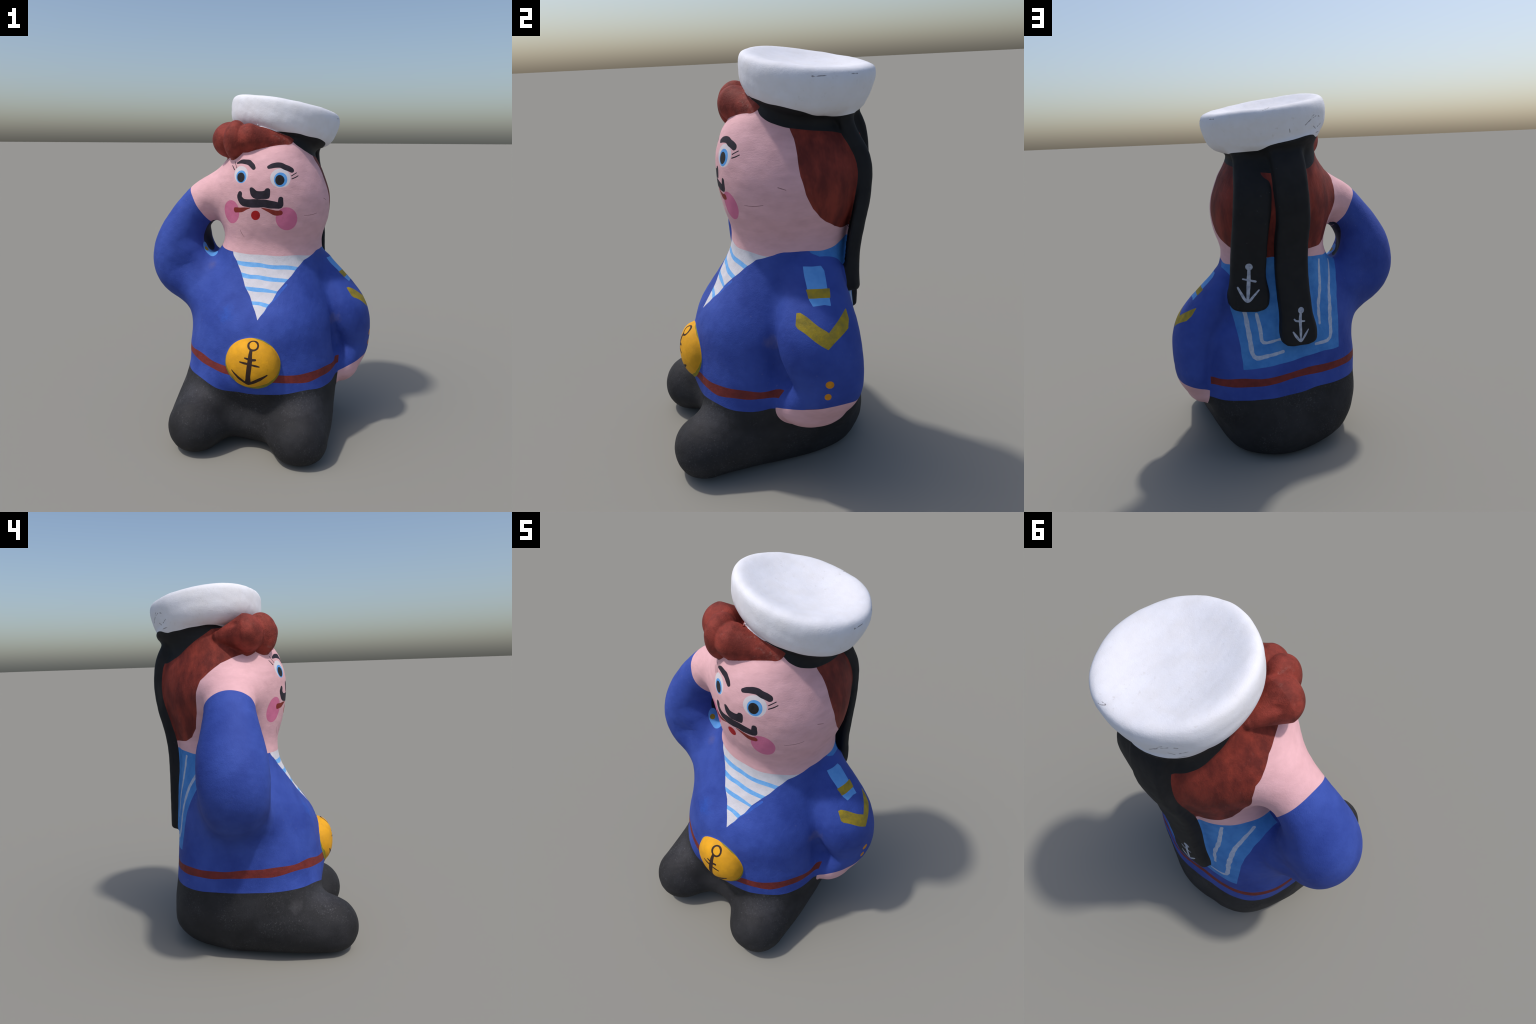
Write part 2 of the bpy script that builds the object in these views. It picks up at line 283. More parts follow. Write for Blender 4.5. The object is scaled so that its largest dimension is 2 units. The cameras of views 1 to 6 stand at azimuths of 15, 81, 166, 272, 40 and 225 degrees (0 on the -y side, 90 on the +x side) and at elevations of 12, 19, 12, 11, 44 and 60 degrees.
def surface_net(lo, hi, h):
    """Naive surface nets on a narrow band found with a coarse grid."""
    coarse = 4
    n = np.ceil((hi - lo) / (h * coarse)).astype(int)
    ax = [lo[i] + np.arange(n[i] + 1) * h * coarse for i in range(3)]
    C = np.stack(np.meshgrid(*ax, indexing='ij'), -1)
    dc = field(C.reshape(-1, 3)).reshape(C.shape[:3])
    m = n * coarse + 1
    near = np.abs(dc) < h * coarse * 2.2
    D = np.repeat(np.repeat(np.repeat(dc, coarse, 0), coarse, 1), coarse, 2)[:m[0], :m[1], :m[2]].copy()
    N = np.repeat(np.repeat(np.repeat(near, coarse, 0), coarse, 1), coarse, 2)
    s = coarse // 2
    N = np.roll(N, (-s, -s, -s), (0, 1, 2))[:m[0], :m[1], :m[2]]
    D2 = np.roll(np.repeat(np.repeat(np.repeat(dc, coarse, 0), coarse, 1), coarse, 2), (-s, -s, -s), (0, 1, 2))[:m[0], :m[1], :m[2]]
    D = D2.copy()
    idx = np.argwhere(N)
    D[N] = field(lo + idx * h)
    D[0] = D[-1] = 1; D[:, 0] = D[:, -1] = 1; D[:, :, 0] = D[:, :, -1] = 1
    S = D < 0
    # cells with a sign change
    cs = [S[a:m[0] - 1 + a, b:m[1] - 1 + b, c:m[2] - 1 + c] for a in (0, 1) for b in (0, 1) for c in (0, 1)]
    tot = sum(x.astype(np.int8) for x in cs)
    act = (tot > 0) & (tot < 8)
    cell = np.argwhere(act)
    vid = -np.ones(act.shape, int)
    vid[act] = np.arange(len(cell))
    acc = np.zeros((len(cell), 3)); cnt = np.zeros(len(cell))
    corners = [(a, b, c) for a in (0, 1) for b in (0, 1) for c in (0, 1)]
    for i, a in enumerate(corners):
        for b in corners[i + 1:]:
            if sum(abs(x - y) for x, y in zip(a, b)) != 1:
                continue
            ia = cell + a; ib = cell + b
            da = D[ia[:, 0], ia[:, 1], ia[:, 2]]; db = D[ib[:, 0], ib[:, 1], ib[:, 2]]
            x = (da < 0) != (db < 0)
            t = np.where(x, da / np.where(x, da - db, 1), 0)
            acc[x] += (ia + (ib - ia) * t[:, None])[x]; cnt += x
    V = lo + acc / cnt[:, None] * h
    quads = []
    for k in range(3):
        u, w = (k + 1) % 3, (k + 2) % 3
        e = [slice(None)] * 3; f = [slice(None)] * 3
        e[k] = slice(0, -1); f[k] = slice(1, None)
        A = S[tuple(e)]; B = S[tuple(f)]
        ed = np.argwhere(A != B)
        ed = ed[(ed[:, u] > 0) & (ed[:, w] > 0) & (ed[:, u] < m[u] - 1) & (ed[:, w] < m[w] - 1)]
        flip = ~S[ed[:, 0], ed[:, 1], ed[:, 2]]
        du = np.zeros(3, int); du[u] = 1
        dw = np.zeros(3, int); dw[w] = 1
        g = [ed - du - dw, ed - dw, ed, ed - du]
        q = np.stack([vid[x[:, 0], x[:, 1], x[:, 2]] for x in g], 1)
        q[flip] = q[flip][:, ::-1]
        quads.append(q)
    q = np.vstack(quads)
    return V, np.vstack([q[:, [0, 1, 2]], q[:, [0, 2, 3]]])

def edges_of(T):
    if not len(T):
        return np.zeros((0, 2), int), np.zeros((0, 3), int)
    e = np.sort(np.stack([T, np.roll(T, -1, 1)], 2).reshape(-1, 2), 1)
    key = e[:, 0].astype(np.int64) * (T.max() + 1) + e[:, 1]
    _, first, inv = np.unique(key, return_index=True, return_inverse=True)
    return e[first], inv.reshape(-1, 3)           # edge k of a triangle joins corner k and k+1

def split_marked(V, T, L, E, TE, mark, mid):
    """Split the marked edges at the points mid; conforming triangle patterns."""
    new = -np.ones(len(E), int)
    new[mark] = len(V) + np.arange(mark.sum())
    V = np.vstack([V, mid])
    M = mark[TE]; c = M.sum(1)
    outT = [T[c == 0]]; outL = [L[c == 0]]
    for k in range(3):
        a, b, d = k, (k + 1) % 3, (k + 2) % 3
        s = (c == 1) & M[:, a]
        n = new[TE[s, a]]; t = T[s]
        outT += [np.stack([t[:, a], n, t[:, d]], 1), np.stack([n, t[:, b], t[:, d]], 1)]; outL += [L[s]] * 2
        s = (c == 2) & ~M[:, b]                   # edges a and d marked: lone corner a
        n1 = new[TE[s, a]]; n2 = new[TE[s, d]]; t = T[s]
        outT += [np.stack([t[:, a], n1, n2], 1), np.stack([n1, t[:, b], t[:, d]], 1), np.stack([n1, t[:, d], n2], 1)]
        outL += [L[s]] * 3
    s = c == 3
    n = new[TE[s]]; t = T[s]
    outT += [np.stack([t[:, 0], n[:, 0], n[:, 2]], 1), np.stack([n[:, 0], t[:, 1], n[:, 1]], 1),
             np.stack([n[:, 2], n[:, 1], t[:, 2]], 1), n]
    outL += [L[s]] * 4
    return V, np.vstack(outT), np.concatenate(outL)

class Skin:
    """The one continuous painted surface; regions are cut out of it along the zero line of a field."""
    def __init__(self, h):
        V, T = surface_net(np.array([-.80, -.72, -.03]), np.array([.82, .72, 2.06]), h)
        V = project(V, 3)
        L = np.zeros(len(T), int)
        E, TE = edges_of(T)
        mid = project(V[E].mean(1), 1)
        self.V, self.T, self.L = split_marked(V, T, L, E, TE, np.ones(len(E), bool), mid)
        self.names = ['jacket']
        self.D = self.parts_at(self.V)

    def parts_at(self, p):
        c = [parts(p[i:i + 60000], Q) for i in range(0, max(len(p), 1), 60000)]
        return {k: np.concatenate([x[k] for x in c]) for k in c[0]}

    def label(self, name):
        if name not in self.names:
            self.names.append(name)
        return self.names.index(name)

    def split(self, sel, E, TE, mark, mid):
        """Split marked edges of the selected triangles (all triangles on those edges are selected)."""
        V, T, L = split_marked(self.V, self.T[sel], self.L[sel], E, TE, mark, mid)
        self.V = V
        self.T = np.vstack([self.T[~sel], T]); self.L = np.concatenate([self.L[~sel], L])
        if len(mid):
            d = self.parts_at(mid)
            self.D = {k: np.concatenate([self.D[k], d[k]]) for k in d}

    def cut(self, name, g, over=None, fine=None):
        """Give label name to where g(p) < 0 (only over the labels listed)."""
        i = self.label(name)
        ok = None if over is None else [self.label(o) for o in over]
        d = g(self.V)
        for _ in range(3 if fine else 0):
            sel = (np.abs(d)[self.T] < .02).any(1)
            if ok is not None:
                sel &= True
            E, TE = edges_of(self.T[sel])
            ln = np.sqrt(((self.V[E[:, 0]] - self.V[E[:, 1]]) ** 2).sum(1))
            mark = (ln > fine * 1.5) & (np.abs(d[E]).min(1) < ln * 0.9)
            if not mark.any():
                break
            mid = self.V[E[mark]].mean(1)
            n0 = len(self.V)
            self.split(sel, E, TE, mark, mid)
            d = g(self.V)
        d = np.where(np.abs(d) < 1e-7, 1e-7, d)
        sg = d[self.T] < 0
        sel = sg.any(1) & ~sg.all(1)
        E, TE = edges_of(self.T[sel])
        de = d[E]
        mark = (de[:, 0] < 0) != (de[:, 1] < 0)
        t = np.clip(de[mark, 0] / (de[mark, 0] - de[mark, 1]), .02, .98)
        mid = self.V[E[mark, 0]] + (self.V[E[mark, 1]] - self.V[E[mark, 0]]) * t[:, None]
        self.split(sel, E, TE, mark, mid)
        d = np.concatenate([d, np.zeros(len(mid))])
        inside = d[self.T].sum(1) < 0
        if ok is not None:
            inside &= np.isin(self.L, ok)
        self.L[inside] = i

# ------------------------------------------------------------------ paint fields
def smooth_noise(p, scale, seed):
    r = np.random.RandomState(seed)
    s = np.zeros(len(p))
    for _ in range(7):
        k = r.normal(size=3); k *= scale / np.linalg.norm(k) * r.uniform(.6, 1.4)
        s += np.sin(p @ k + r.uniform(0, 6.28))
    return s / 3.0

def wobble(g, amount=.0025, scale=70, seed=1):
    return lambda p: g(p) + amount * smooth_noise(p, scale, seed)

def stroke(pts, scale=1.0):
    """Brush stroke: a tube of varying radius through points on the surface."""
    a = np.array(pts, float)
    if len(a) > 2:                                # round off the corners of the stroke
        k = np.arange(len(a))
        a = crom(np.linspace(0, len(a) - 1, 4 * len(a) - 3), k, a)
        a[:, 3] = np.maximum(a[:, 3], .0008)
    def g(p):
        c = a[:, :3].mean(0); reach = np.sqrt(((a[:, :3] - c) ** 2).sum(1)).max() + .08
        d = np.full(len(p), .05)
        near = ((p - c) ** 2).sum(1) < reach ** 2
        q = p[near]
        if len(q):
            if len(a) == 1:
                d[near] = np.sqrt(((q - a[0, :3]) ** 2).sum(1)) - a[0, 3] * scale
            else:
                e = None
                for i in range(len(a) - 1):
                    f = rcone(q, a[i, :3], a[i + 1, :3], a[i, 3] * scale, a[i + 1, 3] * scale)
                    e = f if e is None else np.minimum(e, f)
                d[near] = e
        return d
    return g

def frame(n):
    n = np.array(n, float); n /= np.linalg.norm(n)
    u = np.cross((0, 0, 1), n); u /= np.linalg.norm(u)
    return n, u, np.cross(n, u)

def polygon2(q, P):
    """Signed distance to a closed polygon in the plane."""
    d = np.full(len(q), 1e9); s = np.ones(len(q))
    for i in range(len(P)):
        a, b = P[i], P[i - 1]
        e = b - a; w = q - a
        t = np.clip((w @ e) / (e @ e), 0, 1)
        d = np.minimum(d, ((w - t[:, None] * e) ** 2).sum(1))
        c1 = q[:, 1] >= a[1]; c2 = q[:, 1] < b[1]; c3 = e[0] * w[:, 1] > e[1] * w[:, 0]
        s = np.where((c1 & c2 & c3) | (~c1 & ~c2 & ~c3), -s, s)
    return s * np.sqrt(d)

def area(pts, n, depth=.3, rounded=False):
    """Flat patch seen along n, on the side of the body that faces n."""
    P = np.array(pts, float)
    if rounded:
        Pc = np.vstack([P[-3:], P, P[:3]])
        P = crom(np.linspace(3, 3 + len(P), 4 * len(P), endpoint=False), np.arange(len(Pc)), Pc)
    n, u, v = frame(n); c = P.mean(0)
    P2 = np.stack([(P - c) @ u, (P - c) @ v], 1)
    reach = np.sqrt((P2 ** 2).sum(1)).max() + .05
    def g(p):
        q = p - c
        d = np.full(len(p), .05)
        near = ((q @ u) ** 2 + (q @ v) ** 2 < reach ** 2) & (np.abs(q @ n) < depth + .05)
        q = q[near]
        d[near] = np.maximum(polygon2(np.stack([q @ u, q @ v], 1), P2), np.abs(q @ n) - depth)
        return d
    return g

def disc(c, a, b, depth=.06):
    c, a, b = (np.array(x, float) for x in (c, a, b))
    n = np.cross(a, b); n /= np.linalg.norm(n)
    B = np.linalg.inv(np.stack([a, b, n], 1))
    r = min(np.linalg.norm(a), np.linalg.norm(b))
    def g(p):
        q = (p - c) @ B.T
        return np.maximum((np.sqrt(q[:, 0] ** 2 + q[:, 1] ** 2) - 1) * r, np.abs(q[:, 2]) - depth)
    return g

def angle(p, c):
    return np.degrees(np.arctan2(p[:, 0] - c[0], p[:, 1] - c[1]))

def ring(table, c):
    """Height of a line that runs round the body, by angle (0 = back, 90 = the figure's left)."""
    t = np.array(table, float)
    t = np.vstack([t - [360, 0], t, t + [360, 0]])
    def h(p):
        a = angle(p, c)
        return (np.interp(a - 3, t[:, 0], t[:, 1]) + np.interp(a, t[:, 0], t[:, 1]) + np.interp(a + 3, t[:, 0], t[:, 1])) / 3
    return h

def around(poly, c, radius=.33):
    """Patch given as (angle, height) corners round the head."""
    P = np.array(poly, float) * [np.pi / 180 * radius, 1]
    return lambda p: polygon2(np.stack([np.radians(angle(p, c)) * radius, p[:, 2]], 1), P)

def union(*f):
    return lambda p: np.minimum.reduce([x(p) for x in f])

# ------------------------------------------------------------------ lines of the costume
BODY, HEAD = (.05, .08), (.08, .17)
neckline = ring([(-180, 1.093), (-159, 1.096), (-145, 1.096), (-130, 1.10), (-90, 1.106), (-60, 1.112), (-35, 1.13), (0, 1.15),
                 (13, 1.15), (35, 1.13), (50, 1.112), (62, 1.10), (78, 1.098), (100, 1.107), (114, 1.104), (124, 1.088), (140, 1.091), (156, 1.095), (172, 1.092)], HEAD)
belt_line = ring([(-165, .478), (-150, .492), (-137, .508), (-120, .506), (-93, .502), (-60, .50), (-38, .497), (-15, .497), (0, .49), (23, .468),
                  (42, .465), (60, .473), (104, .466), (115, .459), (128, .457), (141, .447), (156, .452), (170, .465)], BODY)
hem = ring([(-165, .352), (-155, .362), (-143, .39), (-127, .396), (-114, .398), (-86, .403), (-60, .40), (-35, .403), (-15, .395), (0, .382),
            (23, .372), (47, .365), (60, .372), (82, .39), (104, .399), (114, .380), (129, .373), (138, .378), (152, .366), (163, .36), (175, .355)], BODY)
band_line = ring([(-140, 1.86), (-95, 1.80), (-80, 1.76), (-66, 1.72), (-54, 1.675), (-45, 1.635), (-30, 1.60), (0, 1.585), (45, 1.605), (56, 1.62), (80, 1.638),
                  (106, 1.655), (126, 1.682), (138, 1.712), (160, 1.80)], HEAD)
cap_edge = ring([(-179, 1.785), (-150, 1.76), (-125, 1.775), (-108, 1.79), (-92, 1.79), (-65, 1.767), (-42, 1.75), (-30, 1.745), (-10, 1.724), (10, 1.704), (34, 1.697), (72, 1.69),
                 (95, 1.707), (118, 1.738), (134, 1.757), (152, 1.774), (170, 1.786)], (.108, .24))
HAIR = [(103, 1.80), (103, 1.649), (100, 1.608), (97.4, 1.538), (96, 1.454), (92, 1.377), (86.4, 1.308), (80, 1.265), (74, 1.236), (63.7, 1.20), (54.5, 1.184),
        (40, 1.175), (25, 1.165), (16.4, 1.148), (5, 1.148), (-10, 1.155), (-33, 1.172), (-50, 1.182), (-60, 1.20), (-67, 1.25), (-71, 1.338), (-73, 1.445),
        (-77, 1.505), (-84, 1.545), (-94, 1.59), (-104, 1.612), (-120, 1.64), (-120, 1.80)]
CUFF_R_AT, CUFF_R_N = np.array([-.393, .087, 1.396]), np.array([.863, .035, .504])
CUFF_L_AT, CUFF_L_N = np.array([.600, .170, .439]), np.array([.328, .038, -.944])

def build_skin():
    S = Skin(GRID)
    PD = lambda p: S.D                            # distances to the parts, kept per vertex of the surface
    mn = lambda d, *k: np.minimum.reduce([d[x] for x in k])
    # clothes on the trunk
    S.cut('shirt', wobble(area(SHIRT, (.26, -.95, .2)), .0012, 90, 3), fine=.004)
    S.cut('shirt_stripe', wobble(union(stroke(ST1), stroke(ST2), stroke(ST3), stroke(ST4)), .0018, 60, 4), over=['shirt'], fine=.0035)
    S.cut('collar', wobble(lambda p: np.maximum(area(COLLAR + COLLAR_TOP, (0, 1, 0), .45)(p), .156 - p[:, 1]), .002, 60, 5), fine=.004)
    S.cut('collar_stripe', wobble(union(stroke(CS1), stroke(CS2), stroke(CS3), stroke(CS4)), .0015, 110, 6), over=['collar'], fine=.0035)
    S.cut('trousers', wobble(lambda p: p[:, 2] - hem(p), .003, 40, 7), fine=.005)
    S.cut('belt', wobble(lambda p: np.abs(p[:, 2] - belt_line(p)) - .021, .0035, 35, 8), over=['jacket'], fine=.005)
    S.cut('leg', lambda p: np.maximum(PD(p)['legL'] - PD(p)['core'] - .01, -p[:, 0]), over=['trousers'])
    S.cut('leg.R', lambda p: np.maximum(PD(p)['legR'] - PD(p)['core'] - .01, p[:, 0]), over=['trousers'])
    # head
    S.cut('neck', wobble(lambda p: neckline(p) - p[:, 2], .0025, 45, 9), fine=.005)
    S.cut('head', lambda p: 1.175 - p[:, 2], over=['neck'])
    S.cut('hair', wobble(around(HAIR, HEAD), .004, 40, 10), over=['head', 'neck'], fine=.005)
    S.cut('cap_band', wobble(lambda p: band_line(p) - p[:, 2], .002, 40, 11), over=['head', 'hair'], fine=.005)
    # arms
    plane_r = lambda p: (p - CUFF_R_AT) @ CUFF_R_N
    plane_l = lambda p: (p - CUFF_L_AT) @ CUFF_L_N
    arm_r = lambda p: PD(p)['armR'] - PD(p)['core']
    arm_l = lambda p: PD(p)['armL'] - PD(p)['core']
    S.cut('sleeve.R', wobble(lambda p: np.maximum(arm_r(p), plane_r(p)), .002, 50, 12), over=['jacket', 'collar', 'collar_stripe', 'head', 'neck', 'hair'], fine=.005)
    S.cut('hand.R', wobble(lambda p: np.maximum(np.maximum(arm_r(p), -plane_r(p) - .0), p[:, 0] + .15), .001, 50, 12), over=['head', 'neck'])
    S.cut('sleeve', lambda p: np.maximum(arm_l(p), plane_l(p)), over=['jacket', 'collar', 'collar_stripe', 'trousers', 'belt', 'leg'])
    S.cut('hand', wobble(lambda p: np.maximum(arm_l(p) + .004, -plane_l(p)), .002, 40, 13), over=['jacket', 'trousers', 'leg', 'belt', 'sleeve'], fine=.005)
    # things standing proud of the body
    S.cut('belt_buckle', wobble(lambda p: np.maximum(PD(p)['buckle'] - PD(p)['core'] - .002, PD(p)['buckle'] - .03), .001, 60, 14), fine=.004)
    S.cut('cap_ribbon', lambda p: PD(p)['ribL'] - mn(PD(p), 'core', 'ribR', 'armL', 'armR', 'hat'), fine=.005)
    S.cut('cap_ribbon.R', lambda p: PD(p)['ribR'] - mn(PD(p), 'core', 'ribL', 'armL', 'armR', 'hat'), fine=.005)
    S.cut('cap', wobble(lambda p: PD(p)['hat'] - mn(PD(p), 'core', 'ribL', 'ribR', 'lobeA', 'lobeB', 'lobeC'), .002, 60, 15), fine=.005)
    S.cut('cap_band', wobble(lambda p: p[:, 2] - cap_edge(p), .0025, 50, 32), over=['cap'], fine=.004)
    for name, k in (('curl', 'A'), ('curl.B', 'B'), ('curl.C', 'C')):
        rest = ['core', 'hat', 'armR'] + ['lobe' + x for x in 'ABC' if x != k]
        S.cut(name, lambda p, k=k, rest=rest: PD(p)['lobe' + k] - mn(PD(p), *rest), fine=.005)
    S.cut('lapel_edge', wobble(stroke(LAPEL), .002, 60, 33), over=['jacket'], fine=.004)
    S.cut('buckle_rim', lambda p: -(PD(p)['buckle'] - PD(p)['core']) - .006 + .008 * smooth_noise(p, 26, 34) + .002 * smooth_noise(p, 120, 35), over=['belt_buckle'], fine=.004)
    # badges on the sleeve
    side = (.93, -.15, .33)
    S.cut('epaulette', wobble(area(EPAU, side), .0015, 80, 16), over=['sleeve', 'jacket'], fine=.004)
    S.cut('epaulette_band', wobble(area(EPBAND, side), .001, 80, 17), fine=.0035)
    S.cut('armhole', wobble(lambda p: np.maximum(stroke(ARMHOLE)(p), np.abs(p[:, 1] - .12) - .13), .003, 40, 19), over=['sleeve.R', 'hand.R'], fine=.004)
    S.cut('epaulette.R', stroke(EPAU_R), over=['sleeve.R', 'jacket', 'collar', 'armhole'], fine=.004)
    S.cut('epaulette_band.R', stroke(EPBAND_R), over=['epaulette.R'], fine=.003)
    S.cut('chevron', wobble(area(CHEV, side), .0022, 60, 18), over=['sleeve', 'jacket'], fine=.004)
    S.cut('button', disc(*BT1), fine=.003)
    S.cut('button.001', disc(*BT2), fine=.003)
    # painted face
    F = ['head', 'neck', 'hand.R']
    front = lambda g: (lambda p: np.maximum(g(p), p[:, 1] - .06))
    S.cut('cheek', disc(*CHEEK_L, .08), over=F, fine=.003)
    S.cut('cheek.R', disc(*CHEEK_R, .08), over=F, fine=.003)
    for s in ('L', 'R'):
        x = '' if s == 'L' else '.R'
        S.cut('eye' + x, wobble(disc(*globals()['EYE_' + s]), .0008, 90, 20), over=F, fine=.003)
        S.cut('iris' + x, wobble(disc(*globals()['IRIS_' + s]), .0008, 90, 21), over=['eye' + x], fine=.002)
        S.cut('pupil' + x, wobble(disc(*globals()['PUPIL_' + s]), .0008, 120, 22), over=['eye' + x, 'iris' + x], fine=.002)
        S.cut('eyebrow' + x, wobble(stroke(globals()['BROW_' + s], 1.4), .0008, 150, 23), over=F + ['eye' + x], fine=.002)
        S.cut('eyelash' + x, union(stroke(globals()['LASH_' + s + '1'], 1.4), stroke(globals()['LASH_' + s + '2'], 1.4)), over=F, fine=.0012)
        S.cut('lip' + x, wobble(stroke(globals()['LIP_' + s]), .0008, 120, 24), over=F + ['cheek', 'cheek.R'], fine=.002)
    S.cut('mouth', wobble(disc(*MOUTH), .0006, 120, 25), over=F, fine=.002)
    S.cut('nose', wobble(area(NOSE, (.1, -1, 0), .1, True), .0008, 120, 26), over=F, fine=.002)
    S.cut('moustache', wobble(stroke(MOUSTACHE, 1.1), .001, 120, 27), over=F + ['cheek', 'cheek.R', 'lip', 'lip.R'], fine=.002)
    # anchors
    S.cut('anchor', wobble(union(*[stroke(x, 1.25) for x in (BK_ring, BK1, BK2, BK3, BK4, BK5)]), .0007, 150, 28), over=['belt_buckle', 'buckle_rim', 'jacket'], fine=.002)
    S.cut('ribbon_anchor', wobble(union(*[stroke(x) for x in (AL_ball, AL1, AL2, AL3)]), .0007, 150, 29), over=['cap_ribbon'], fine=.002)
    S.cut('ribbon_anchor.R', wobble(union(*[stroke(x) for x in (AR_ball, AR1, AR2, AR3)]), .0007, 150, 30), over=['cap_ribbon.R'], fine=.002)
    S.cut('scratch', union(*[stroke(x) for x in (SCRATCH0, SCRATCH1, SCRATCH2)]), over=F, fine=.0016)
    S.cut('scuff', wobble(union(*[stroke(x) for x in (SCUFF0, SCUFF1, SCUFF2, SCUFF3, SCUFF4, SCUFF5, SCUFF6, SCUFF7, SCUFF8, SCUFF9, SCUFF11)]), .0012, 300, 36), over=['cap'], fine=.0016)
    S.cut('underside', wobble(lambda p: p[:, 2] - .006, .001, 40, 31))
    return S

# ------------------------------------------------------------------ materials
def srgb(r, g, b):
    f = lambda c: c / 12.92 if c <= .04045 else ((c + .055) / 1.055) ** 2.4
    return (f(r / 255), f(g / 255), f(b / 255), 1)

def paint(name, base, other, rough=.7, mottle=9.0, amount=.5, speck=None, speck_amount=0.0, speck_scale=130, speck_cut=.66, brush=.25, stretch=(1, 1, 1), spec=.25, patch=None):
    """Hand-brushed matt paint: two tones mixed by soft noise, optional specks of dust, brush-grain bump."""
    m = bpy.data.materials.new(name); m.use_nodes = True
    nt = m.node_tree; N = nt.nodes; N.clear()
    out = N.new('ShaderNodeOutputMaterial'); bs = N.new('ShaderNodeBsdfPrincipled')
    nt.links.new(bs.outputs[0], out.inputs[0])
    bs.inputs['Roughness'].default_value = rough
    bs.inputs['Specular IOR Level'].default_value = spec
    tc = N.new('ShaderNodeTexCoord'); mp = N.new('ShaderNodeMapping'); mp.inputs['Scale'].default_value = stretch
    nt.links.new(tc.outputs['Object'], mp.inputs[0])
    def noise(scale, detail=3, r=.55, vec=mp):
        n = N.new('ShaderNodeTexNoise'); n.inputs['Scale'].default_value = scale
        n.inputs['Detail'].default_value = detail; n.inputs['Roughness'].default_value = r
        nt.links.new(vec.outputs[0] if vec is mp else tc.outputs['Object'], n.inputs['Vector'])
        return n
    def ramp(src, a, b, ca=(0, 0, 0, 1), cb=(1, 1, 1, 1)):
        r = N.new('ShaderNodeValToRGB'); r.color_ramp.elements[0].position = a; r.color_ramp.elements[1].position = b
        r.color_ramp.elements[0].color = ca; r.color_ramp.elements[1].color = cb
        nt.links.new(src, r.inputs[0]); return r
    def mix(fac, a, b):
        x = N.new('ShaderNodeMix'); x.data_type = 'RGBA'
        nt.links.new(fac, x.inputs['Factor'])
        for s, v in ((6, a), (7, b)):
            if isinstance(v, tuple): x.inputs[s].default_value = v
            else: nt.links.new(v, x.inputs[s])
        return x.outputs[2]
    n1 = noise(mottle, 5, .6)
    r1 = ramp(n1.outputs[0], .5 - .25 * (1.2 - amount), .5 + .25 * (1.2 - amount))
    col = mix(r1.outputs[0], base, other)
    if patch:                                     # a worn or over-painted spot: (centre, radius, colour)
        for c, rad, pc in patch:
            d = N.new('ShaderNodeVectorMath'); d.operation = 'DISTANCE'
            nt.links.new(tc.outputs['Object'], d.inputs[0]); d.inputs[1].default_value = c
            nn = noise(28, 6, .7, None)
            a = N.new('ShaderNodeMath'); a.operation = 'MULTIPLY_ADD'; a.inputs[1].default_value = rad * 1.6; nt.links.new(nn.outputs[0], a.inputs[0])
            nt.links.new(d.outputs['Value'], a.inputs[2])
            r = ramp(a.outputs[0], rad * .9, rad * 1.9, (.85, .85, .85, 1), (0, 0, 0, 1))
            col = mix(r.outputs[0], col, pc)
    if speck:
        n2 = noise(speck_scale, 4, .7); r2 = ramp(n2.outputs[0], speck_cut, speck_cut + .14, (0, 0, 0, 1), (speck_amount,) * 3 + (1,))
        n3 = noise(5, 3, .6); r3 = ramp(n3.outputs[0], .42, .68)
        mm = N.new('ShaderNodeMath'); mm.operation = 'MULTIPLY'
        nt.links.new(r2.outputs[0], mm.inputs[0]); nt.links.new(r3.outputs[0], mm.inputs[1])
        col = mix(mm.outputs[0], col, speck)
    nt.links.new(col, bs.inputs['Base Color'])
    n4 = noise(60, 6, .65); n5 = noise(240, 3, .6)
    ad = N.new('ShaderNodeMath'); ad.operation = 'MULTIPLY_ADD'; ad.inputs[1].default_value = .35
    nt.links.new(n5.outputs[0], ad.inputs[0]); nt.links.new(n4.outputs[0], ad.inputs[2])
    bp = N.new('ShaderNodeBump'); bp.inputs['Strength'].default_value = brush; bp.inputs['Distance'].default_value = .004
    nt.links.new(ad.outputs[0], bp.inputs['Height']); nt.links.new(bp.outputs[0], bs.inputs['Normal'])
    return m

